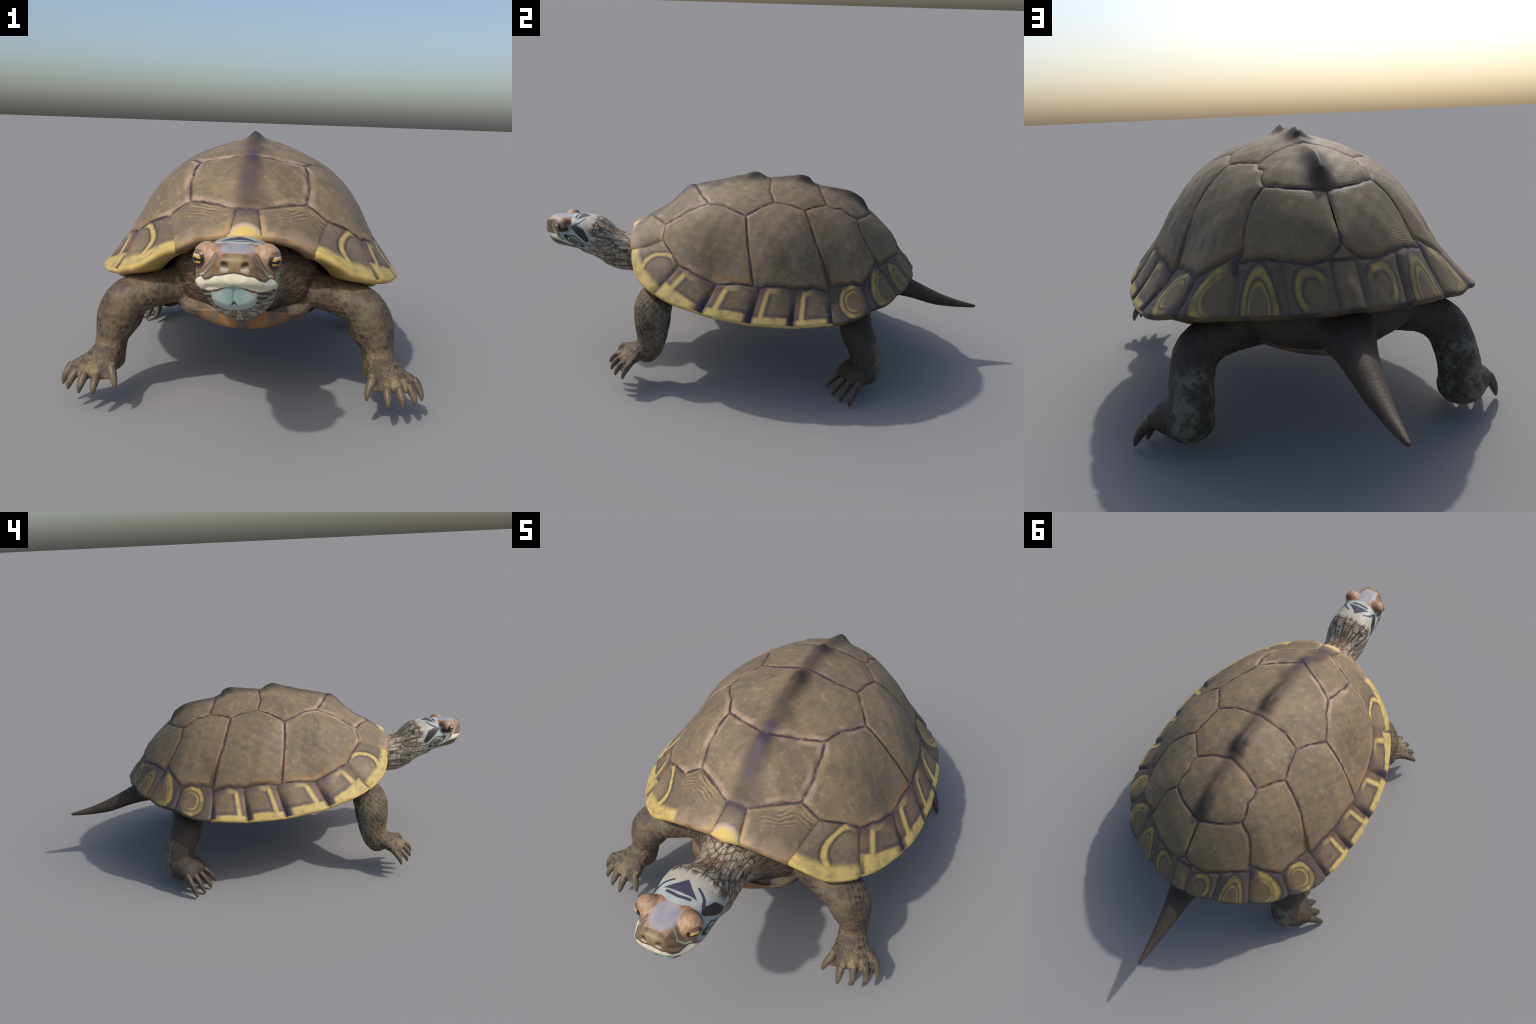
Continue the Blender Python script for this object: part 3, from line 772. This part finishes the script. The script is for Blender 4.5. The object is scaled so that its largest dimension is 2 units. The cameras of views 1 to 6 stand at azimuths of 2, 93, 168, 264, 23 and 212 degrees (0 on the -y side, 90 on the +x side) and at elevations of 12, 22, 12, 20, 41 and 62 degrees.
def claw_mesh(base, tip, r, name, parent, mirror):
    b, t = V(*base), V(*tip); d = t - b
    up = V(d[0], d[1], 0); up = np.cross(np.cross(d, V(0, 0, 1)), d); up /= np.linalg.norm(up)
    b0 = b - d * .25
    v, f = tube([(b0, r * .9, r * .9, X), (b + up * .003, r, r * .95, X), (b + d * .42 + up * .006, r * .86, r * .82, X), (b + d * .8 + up * .004, r * .56, r * .54, X), (t, r * .22, r * .22, X)], 16, 5)
    v = np.array(v) * ([-1, 1, 1] if mirror else [1, 1, 1])
    ob = mesh_object(name, v, f if not mirror else [q[::-1] for q in f], CLAW[parent.name.split(".")[0]], parent)
for ob, s, cl, r in ((limbs[0], False, FORE_CLAWS, .0130), (limbs[1], True, FORE_CLAWS, .0130), (limbs[2], False, HIND_CLAWS, .0160), (limbs[3], True, HIND_CLAWS, .0160)):
    for b, t in cl: claw_mesh(b, t, r, "claw", ob, s)

# ================================================================== HEAD AND NECK (one loft)
#        y      top    bottom half-width widest-z  n(top) n(bottom) crown/full width
HEAD = [(-1.001, .565, .514, .030, .540, 3.0, 2.6, .9), (-.996, .572, .494, .043, .530, 4.0, 2.5, .88), (-.984, .577, .463, .060, .516, 4.5, 2.4, .70), (-.955, .580, .444, .078, .506, 4.5, 2.1, .58),
        (-.925, .582, .440, .089, .503, 4.2, 2.1, .56), (-.895, .583, .436, .094, .503, 4.0, 2.2, .62), (-.860, .584, .432, .098, .506, 3.4, 2.3, .74), (-.845, .584, .427, .098, .507, 3.0, 2.3, .80),
        (-.825, .584, .408, .097, .506, 2.7, 2.2, .88), (-.790, .583, .396, .098, .500, 2.4, 2.1, .95), (-.755, .577, .380, .100, .485, 2.3, 2.1, 1), (-.722, .556, .357, .097, .465, 2.2, 2.1, 1),
        (-.690, .530, .343, .087, .440, 2.1, 2.1, 1), (-.660, .519, .336, .084, .425, 2.1, 2.1, 1), (-.610, .512, .334, .083, .420, 2.1, 2.1, 1), (-.565, .516, .328, .098, .420, 2.1, 2.1, 1), (-.525, .525, .304, .135, .420, 2.1, 2.1, 1), (-.48, .535, .280, .19, .415, 2.1, 2.1, 1), (-.430, .54, .268, .22, .410, 2.1, 2.1, 1), (-.360, .53, .265, .23, .400, 2.1, 2.1, 1)]
HEAD_LIFT = .005
EYE_BROW = (V(.066, -.908, .556), .0345)
EYE_DIR = V(.735, -.67, -.09)
EYE_BALL = (EYE_BROW[0] + EYE_DIR * .0140, .0240)
def lip_line(ax, y):
    """height of the mouth slit: arched in front, falling to the jaw corner"""
    return track([(-1.02, .512), (-.985, .506), (-.955, .489), (-.93, .488), (-.88, .470), (-.80, .44)], y)[0]
def head_mesh():
    ys = np.concatenate([np.linspace(-1.001, -.980, 12)[:-1], np.linspace(-.980, -.84, 76)[:-1], np.linspace(-.84, -.36, 125)])
    zt, zb, hw, zw, n1, n2, wt = track(HEAD, ys)
    seg = 168; th = 2 * math.pi * (np.arange(seg)) / seg
    c, s = np.cos(th), np.sin(th)
    n = np.where(s >= 0, n1[:, None], n2[:, None])
    x = hw[:, None] * np.sign(c) * np.abs(c) ** (2 / n)
    z = zw[:, None] + np.where(s >= 0, (zt - zw)[:, None], (zw - zb)[:, None]) * np.sign(s) * np.abs(s) ** (2 / n)
    up = np.clip((z - zw[:, None]) / (zt - zw)[:, None], 0, 1)
    x = x * (1 - (1 - wt)[:, None] * up)
    P = np.stack([x, np.repeat(ys[:, None], seg, 1), z], 2)
    m = len(ys)
    flat = P.reshape(-1, 3)
    f = [(i * seg + k, i * seg + (k + 1) % seg, (i + 1) * seg + (k + 1) % seg, (i + 1) * seg + k) for i in range(m - 1) for k in range(seg)]
    # snout cap: rings towards the middle of the first section
    cap = [flat[:seg]]; cc = flat[:seg].mean(0) + V(0, -.001, 0); o = len(flat); rows = [np.arange(seg)]
    extra = []
    for r in (.8, .6, .4, .2):
        extra.append(cc + (flat[:seg] - cc) * r + V(0, -.0015 * (1 - r), 0)); rows.append(o + np.arange(seg)); o += seg
    flat = np.vstack([flat] + extra + [cc[None]])
    for a, b in zip(rows[:-1], rows[1:]):
        f += [(b[k], b[(k + 1) % seg], a[(k + 1) % seg], a[k]) for k in range(seg)]
    f += [(len(flat) - 1, rows[-1][(k + 1) % seg], rows[-1][k]) for k in range(seg)]
    f = [q[::-1] for q in f]
    # brow domes
    q = flat * [1, 1, 1]; sg = np.where(q[:, 0] >= 0, 1., -1.); aq = q * np.column_stack([sg, np.ones_like(sg), np.ones_like(sg)])
    # brow dome: carry the skin out, sideways and up, to the far side of a ball round the eye
    D = V(.80, -.12, .58); D /= np.linalg.norm(D)
    pc = aq - EYE_BROW[0]; bq = pc @ D; disc = bq ** 2 - ((pc ** 2).sum(1) - EYE_BROW[1] ** 2)
    t = np.where(disc > 0, -bq + np.sqrt(np.maximum(disc, 0)), 0)
    t = np.where((aq[:, 1] < -.85) & (t > 0), t, 0); t = np.where(aq[:, 0] > .012, t, 0)
    aq = aq + D * t[:, None]
    near = smooth(.060, .045, np.linalg.norm(aq - EYE_BROW[0], axis=1)) * (aq[:, 0] > .012)
    Q = np.array([x for x in f if len(x) == 4]); E2 = np.vstack([Q[:, [0, 1]], Q[:, [1, 2]]]); dg = np.bincount(E2.ravel(), minlength=len(aq))[:, None] + 1e-9
    for it in range(14):
        sm = np.zeros_like(aq); np.add.at(sm, E2[:, 0], aq[E2[:, 1]]); np.add.at(sm, E2[:, 1], aq[E2[:, 0]])
        aq = aq + (near * .5)[:, None] * (sm / dg - aq)
    # lower jaw set back under the upper beak
    zl = lip_line(aq[:, 0], aq[:, 1]); front = smooth(-.86, -.91, aq[:, 1])
    low = smooth(.0015, -.004, aq[:, 2] - zl) * smooth(-.075, -.02, aq[:, 2] - zl)
    jaw = front * low
    cx = np.column_stack([aq[:, 0], np.where(aq[:, 1] < -.93, aq[:, 1] + .93, 0), np.zeros(len(aq))]); cx /= np.linalg.norm(cx, axis=1)[:, None] + 1e-6
    aq = aq - cx * (jaw * .005)[:, None]
    groove = front * np.exp(-((aq[:, 2] - zl) / .0028) ** 2)
    aq = aq - cx * (groove * .003)[:, None]
    # beak swells slightly above the slit
    aq = aq + cx * (front * np.exp(-((aq[:, 2] - zl - .013) / .010) ** 2) * .003)[:, None]
    # nostrils
    nd = np.linalg.norm((aq - V(.022, -1.004, .556)) / V(.0075, .02, .006), axis=1)
    aq[:, 1] += .006 * np.exp(-nd ** 2)
    # chin cleft
    aq[:, 1] += .004 * np.exp(-(aq[:, 0] / .003) ** 2) * jaw
    # skin folds along the neck
    ang = np.arctan2(aq[:, 2] - .44, aq[:, 0])
    nk = smooth(-.79, -.73, aq[:, 1])
    fold = .0009 * np.sin(ang * 13 + 1.2 * np.sin(aq[:, 1] * 22)) * nk
    rad = np.column_stack([aq[:, 0], np.zeros(len(aq)), aq[:, 2] - .44]); rad /= np.linalg.norm(rad, axis=1)[:, None] + 1e-6
    aq = aq + rad * fold[:, None]
    aq[:, 2] += HEAD_LIFT * smooth(-.70, -.80, aq[:, 1])
    return aq * np.column_stack([sg, np.ones_like(sg), np.ones_like(sg)]), f
hv, hf = head_mesh()
hn = normals_of(hv, hf)

def head_material():
    k = Kit("head_skin")
    x, y, z = k.split(k.vec("SUBTRACT", k.pos, (0, 0, HEAD_LIFT))); ax = k.math("ABSOLUTE", x)
    raw = k.join(ax, y, z)
    p = k.warp(raw, 45, .004); ax, y, z = k.split(p)
    fine = k.noise(raw, 70, 4, .6); cloud = k.noise(raw, 26, 3)
    soft = .0014
    def stroke(pts, radii, sf=soft):
        """inside a brush stroke along pts with a radius per segment"""
        d = None
        if len(radii) < len(pts): radii = list(radii) + [radii[-1]] * (len(pts) - len(radii))
        for a, b, r0, r1 in zip(pts[:-1], pts[1:], radii[:-1], radii[1:]):
            q = k.seg(p, a, b, r0, r1)
            d = q if d is None else k.math("MINIMUM", d, q)
        return k.step(d, sf, -sf), d
    # ---------- neck: long rows of scales parted by dark cracks
    th = k.math("ARCTAN2", k.math("SUBTRACT", z, .44), ax)
    grid = k.warp(k.warp(k.join(k.math("ADD", y, 2.), k.math("MULTIPLY", th, .088), 0.), 20, .022), 60, .006)
    streak = k.noise(k.join(k.math("MULTIPLY", y, 5.), k.math("MULTIPLY", th, 5.5), 0.), 1.6, 4, .6)
    cells = k.vec("MULTIPLY", grid, (.56, 1., 1.))
    edge = k.voronoi(cells, 50, "DISTANCE_TO_EDGE", .62)
    crack = k.step(edge, .068, .018)
    lane = k.math("SINE", k.math("MULTIPLY", k.math("ADD", k.math("MULTIPLY", th, .088), k.math("MULTIPLY", k.noise(raw, 14, 2), .016)), 2 * math.pi / .031))
    crack = k.math("MAXIMUM", crack, k.mul(k.step(lane, .93, .99), k.step(k.noise(raw, 12, 2), .38, .5)))
    small = k.voronoi(k.warp(raw, 60, .01), 70, "DISTANCE_TO_EDGE", .8)
    lower = k.step(z, .44, .36)
    neck = k.mix(k.step(streak, .45, .62), srgb(176, 170, 150), srgb(122, 94, 68))
    neck = k.mix(k.mul(lower, k.step(streak, .62, .42), .7), neck, srgb(140, 152, 144))
    neck = k.mix(k.mul(k.step(small, .06, .0), .35), neck, srgb(84, 64, 48))
    shade = k.step(k.voronoi(cells, 50, "F1", .62), .35, .62)
    neck = k.mix(k.mul(shade, .30), neck, srgb(96, 74, 56))
    neck = k.mix(k.mul(crack, .8), neck, srgb(52, 40, 34))
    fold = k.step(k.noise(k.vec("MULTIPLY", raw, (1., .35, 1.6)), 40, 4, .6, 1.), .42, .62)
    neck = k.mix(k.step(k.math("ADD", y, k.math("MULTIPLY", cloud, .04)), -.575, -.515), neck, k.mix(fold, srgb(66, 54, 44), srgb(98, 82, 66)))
    # ---------- head ground colour
    face = k.mix(k.step(cloud, .35, .65), srgb(150, 162, 156), srgb(172, 176, 168))
    nape = k.mix(k.step(fine, .3, .7), srgb(178, 168, 148), srgb(158, 156, 144))
    face = k.mix(k.mul(k.step(y, -.835, -.80), k.step(z, .52, .55)), face, nape)
    back = k.step(k.math("ADD", y, k.math("ADD", k.math("MULTIPLY", k.math("SUBTRACT", cloud, .5), .05), k.math("MULTIPLY", k.step(z, .44, .58), -.012))), -.802, -.775)
    throat = k.mul(k.step(z, .470, .440), k.step(y, -.93, -.88))
    tnet = k.mix(k.step(k.voronoi(k.vec("MULTIPLY", k.warp(raw, 50, .01), (1., .6, 1.)), 62, "DISTANCE_TO_EDGE", .9), .11, .04), srgb(150, 156, 146), srgb(56, 50, 44))
    face = k.mix(throat, face, tnet)
    col = k.mix(back, face, neck)
    # ---------- crown mask: orange tan, rust along its rear edge, lilac plate in the middle
    yedge = k.math("ADD", -.886, k.math("ADD", k.math("MULTIPLY", k.step(ax, .015, .05), .012), k.math("MULTIPLY", k.step(ax, .07, .095), -.012)))
    dy = k.math("SUBTRACT", yedge, y)
    brow = k.vec("DISTANCE", p, tuple(EYE_BROW[0]))
    upper = k.math("MAXIMUM", k.step(z, .556, .566), k.step(brow, .0385, .0365))
    crown = k.mul(k.step(dy, -.0015, .0015), upper)
    orange = k.mix(k.step(k.noise(k.vec("MULTIPLY", raw, (1., .45, 1.)), 55, 4, .6, 1.5), .34, .66), srgb(148, 112, 82), srgb(166, 140, 116))
    rust = srgb(138, 90, 58)
    oc = k.mix(k.mul(k.step(dy, .016, .003), k.step(ax, .008, .03), .85), orange, rust)
    oc = k.mix(k.mul(k.step(brow, .040, .0345), k.math("MAXIMUM", k.step(y, -.905, -.880), k.step(z, .562, .545)), .8), oc, srgb(112, 76, 50))
    lil = k.math("MAXIMUM", ellipse(k, ax, y, 0., -.930, .041, .052), k.math("MULTIPLY_ADD", y, -14., -12.72))
    oc = k.mix(k.step(lil, 1.08, .82), oc, k.mix(k.step(cloud, .3, .7), srgb(142, 140, 147), srgb(162, 153, 152)))
    col = k.mix(crown, col, oc)
    # ---------- snout
    sn = k.mul(k.step(z, .5735, .5695), k.step(y, -.912, -.925), k.step(brow, .0365, .0385), k.step(z, .478, .486))
    tip = k.mul(k.step(y, -.976, -.983), k.step(z, .5, .54))
    streak = k.step(k.math("SINE", k.math("MULTIPLY", k.math("ADD", z, k.math("MULTIPLY", ax, 1.1)), 2 * math.pi / .013)), -.2, .9)
    snc = k.mix(k.mul(streak, k.step(ax, .03, .05), .6), k.mix(k.step(fine, .3, .7), srgb(108, 86, 62), srgb(128, 108, 78)), srgb(92, 72, 66))
    col = k.mix(k.math("MAXIMUM", sn, tip), col, snc)
    col = k.mix(k.mul(tip, k.step(ax, .020, .008), k.step(z, .545, .56), .6), col, srgb(140, 128, 84))
    m, d = stroke([(.043, -.952, .571), (.057, -.965, .547), (.072, -.948, .524), (.080, -.936, .519)], [.0022, .0022, .003]); col = k.mix(k.mul(m, .75), col, srgb(168, 176, 156))
    # nostrils with a white crescent below
    m, d = stroke([(.017, -1.003, .546), (.027, -1.000, .546)], [.0042], .003); col = k.mix(k.mul(m, .8), col, srgb(172, 166, 154))
    m, d = stroke([(.020, -1.002, .557), (.025, -1.000, .559)], [.0062], .003); col = k.mix(m, col, srgb(44, 40, 34))
    # ---------- white upper lip with a dark outline above
    lip = [(0, -1.003, .526), (.035, -.995, .518), (.060, -.975, .506), (.078, -.945, .503), (.086, -.925, .497), (.092, -.900, .486), (.090, -.868, .474)]
    m, d = stroke(lip, [.0135, .0150, .0130, .0140, .0105, .0065, .0030])
    col = k.mix(k.mul(k.step(d, .0045, .0015), k.step(z, .49, .50)), col, srgb(62, 46, 48))
    col = k.mix(m, col, k.mix(k.step(fine, .3, .7), srgb(212, 202, 178), srgb(196, 192, 166)))
    # ---------- lower jaw
    zl = k.math("ADD", .5125, k.math("ADD", k.math("MULTIPLY", k.step(ax, .0, .045), -.0195), k.math("MULTIPLY", k.step(y, -.945, -.86), -.022)))
    below = k.mul(k.step(k.math("SUBTRACT", z, zl), .0008, -.0012), k.step(y, -.835, -.85), k.inv(throat))
    jawline = k.step(k.math("SINE", k.math("MULTIPLY", k.math("ADD", z, k.math("MULTIPLY", y, .28)), 2 * math.pi / .0105)), .1, .8)
    jc = k.mix(k.mul(jawline, .75), srgb(50, 46, 40), srgb(158, 152, 112))
    chin = k.step(ellipse(k, ax, y, 0., -.985, .050, .060), 1.06, .92)
    jc = k.mix(chin, jc, k.mix(k.step(cloud, .3, .7), srgb(132, 160, 154), srgb(164, 180, 168)))
    m, d = stroke([(.0, -.995, .487), (.0, -.984, .470), (.022, -.968, .458)], [.0022, .0030]); jc = k.mix(m, jc, srgb(48, 42, 40))
    col = k.mix(below, col, jc)
    # ---------- cheek swirl: rings of mint, black and straw
    dc = k.vec("SUBTRACT", p, (.097, -.855, .490)); dx, dyy, dz = k.split(dc)
    rr = k.math("SQRT", k.math("ADD", k.math("POWER", k.math("MULTIPLY", k.math("ADD", dyy, k.math("MULTIPLY", dz, .9)), .62), 2), k.math("POWER", k.math("ADD", dz, k.math("MULTIPLY", dyy, .35)), 2)))
    ringw = k.math("SINE", k.math("ADD", k.math("MULTIPLY", rr, 2 * math.pi / .0095), 1.5))
    sc = k.mix(k.step(ringw, -.1, .6), srgb(48, 46, 42), srgb(152, 160, 140))
    col = k.mix(k.mul(k.step(rr, .021, .018), k.step(ax, .06, .075)), col, sc)
    arcp = [(.096, -.886, .503), (.092, -.874, .518), (.096, -.851, .515), (.097, -.831, .498), (.095, -.812, .482), (.094, -.785, .468)]
    m, d = stroke(arcp, [.0024] * 5); col = k.mix(m, col, srgb(46, 42, 42))
    # ---------- eye surround, blotch, curls, crown marks
    m, d = stroke([(.093, -.922, .541), (.090, -.888, .545)], [.0105], .005); col = k.mix(k.mul(m, .92), col, srgb(40, 36, 32))
    m, d = stroke([(.084, -.872, .556), (.088, -.884, .538), (.094, -.893, .516)], [.002, .002], .0015); col = k.mix(k.mul(m, .8), col, srgb(52, 48, 56))
    m, d = stroke([(.076, -.855, .551), (.090, -.823, .532), (.098, -.796, .500)], [.0125, .0185, .0115], .0018); col = k.mix(m, col, k.mix(cloud, srgb(40, 36, 36), srgb(58, 52, 50)))
    lid = k.vec("DISTANCE", p, tuple(EYE_BROW[0] + EYE_DIR * .0345))
    col = k.mix(k.mul(k.step(lid, .0265, .0215), .85), col, srgb(62, 46, 36))
    INK = srgb(66, 60, 76)
    m, d = stroke([(.039, -.813, .580), (.053, -.822, .577), (.066, -.834, .568), (.072, -.850, .562)], [.0036, .0042, .0046, .006]); col = k.mix(m, col, INK)
    topm = k.step(z, .565, .572)
    tri = k.mul(k.step(k.math("ADD", y, k.math("ADD", .801, k.math("MULTIPLY", ax, .92))), .0015, -.0015), k.step(k.math("ADD", y, k.math("ADD", .848, k.math("MULTIPLY", ax, .02))), -.0015, .0015), topm)
    col = k.mix(tri, col, INK)
    strip = k.mul(band(k, k.math("ADD", y, k.math("MULTIPLY", ax, -.10)), -.8615, .0042, .0018), k.step(ax, .042, .036), topm)
    col = k.mix(strip, col, INK)
    rel = k.math("MULTIPLY", back, k.math("SUBTRACT", 1., crack))
    nrm = k.bump(k.math("ADD", rel, k.math("MULTIPLY", fine, .25)), .003, .55)
    return k.done(col, .48, nrm, .35)
HEADM = head_material()
hc = np.array([hv[list(f)].mean(0) for f in hf])
heads = {}
for name, mask in (("head", hc[:, 1] < -.795), ("neck", hc[:, 1] >= -.795)):
    fs = [hf[i] for i in np.nonzero(mask)[0]]
    used = np.unique(np.concatenate([np.array(f) for f in fs])); remap = -np.ones(len(hv), int); remap[used] = np.arange(len(used))
    ob = mesh_object(name, hv[used], [tuple(remap[list(f)]) for f in fs], HEADM, root)
    ob.data.normals_split_custom_set_from_vertices([tuple(n) for n in hn[used]])
    heads[name] = ob
def eye_material():
    k = Kit("eye"); p = k.vec("SUBTRACT", k.pos, (0, 0, HEAD_LIFT))
    x, y, z = k.split(p)
    q = k.vec("SCALE", k.vec("SUBTRACT", k.join(k.math("ABSOLUTE", x), y, z), tuple(EYE_BALL[0])), scale=1 / EYE_BALL[1])
    w = EYE_DIR / np.linalg.norm(EYE_DIR); up = V(-.10, .06, 1.); up -= (up @ w) * w; up /= np.linalg.norm(up); sd = np.cross(w, up)
    a = k.vec("DOT_PRODUCT", q, tuple(sd)); b = k.vec("DOT_PRODUCT", q, tuple(up))
    r = k.math("SQRT", k.math("ADD", k.math("MULTIPLY", a, a), k.math("MULTIPLY", b, b)))
    col = k.mix(k.step(k.noise(k.pos, 260, 2), .35, .65), srgb(198, 160, 66), srgb(168, 132, 56))
    col = k.mix(k.step(k.math("ABSOLUTE", b), .15, .10), col, srgb(26, 24, 22))
    col = k.mix(k.step(r, .26, .21), col, srgb(16, 15, 15))
    col = k.mix(k.step(b, .36, .42), col, srgb(186, 182, 168))  # whitish highlight crescent painted across the top of the eye
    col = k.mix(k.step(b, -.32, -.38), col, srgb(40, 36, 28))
    col = k.mix(k.step(r, .60, .66), col, srgb(30, 27, 24))
    col = k.mix(k.step(b, .47, .53), col, srgb(112, 80, 56))
    return k.done(col, .12, None, .5)
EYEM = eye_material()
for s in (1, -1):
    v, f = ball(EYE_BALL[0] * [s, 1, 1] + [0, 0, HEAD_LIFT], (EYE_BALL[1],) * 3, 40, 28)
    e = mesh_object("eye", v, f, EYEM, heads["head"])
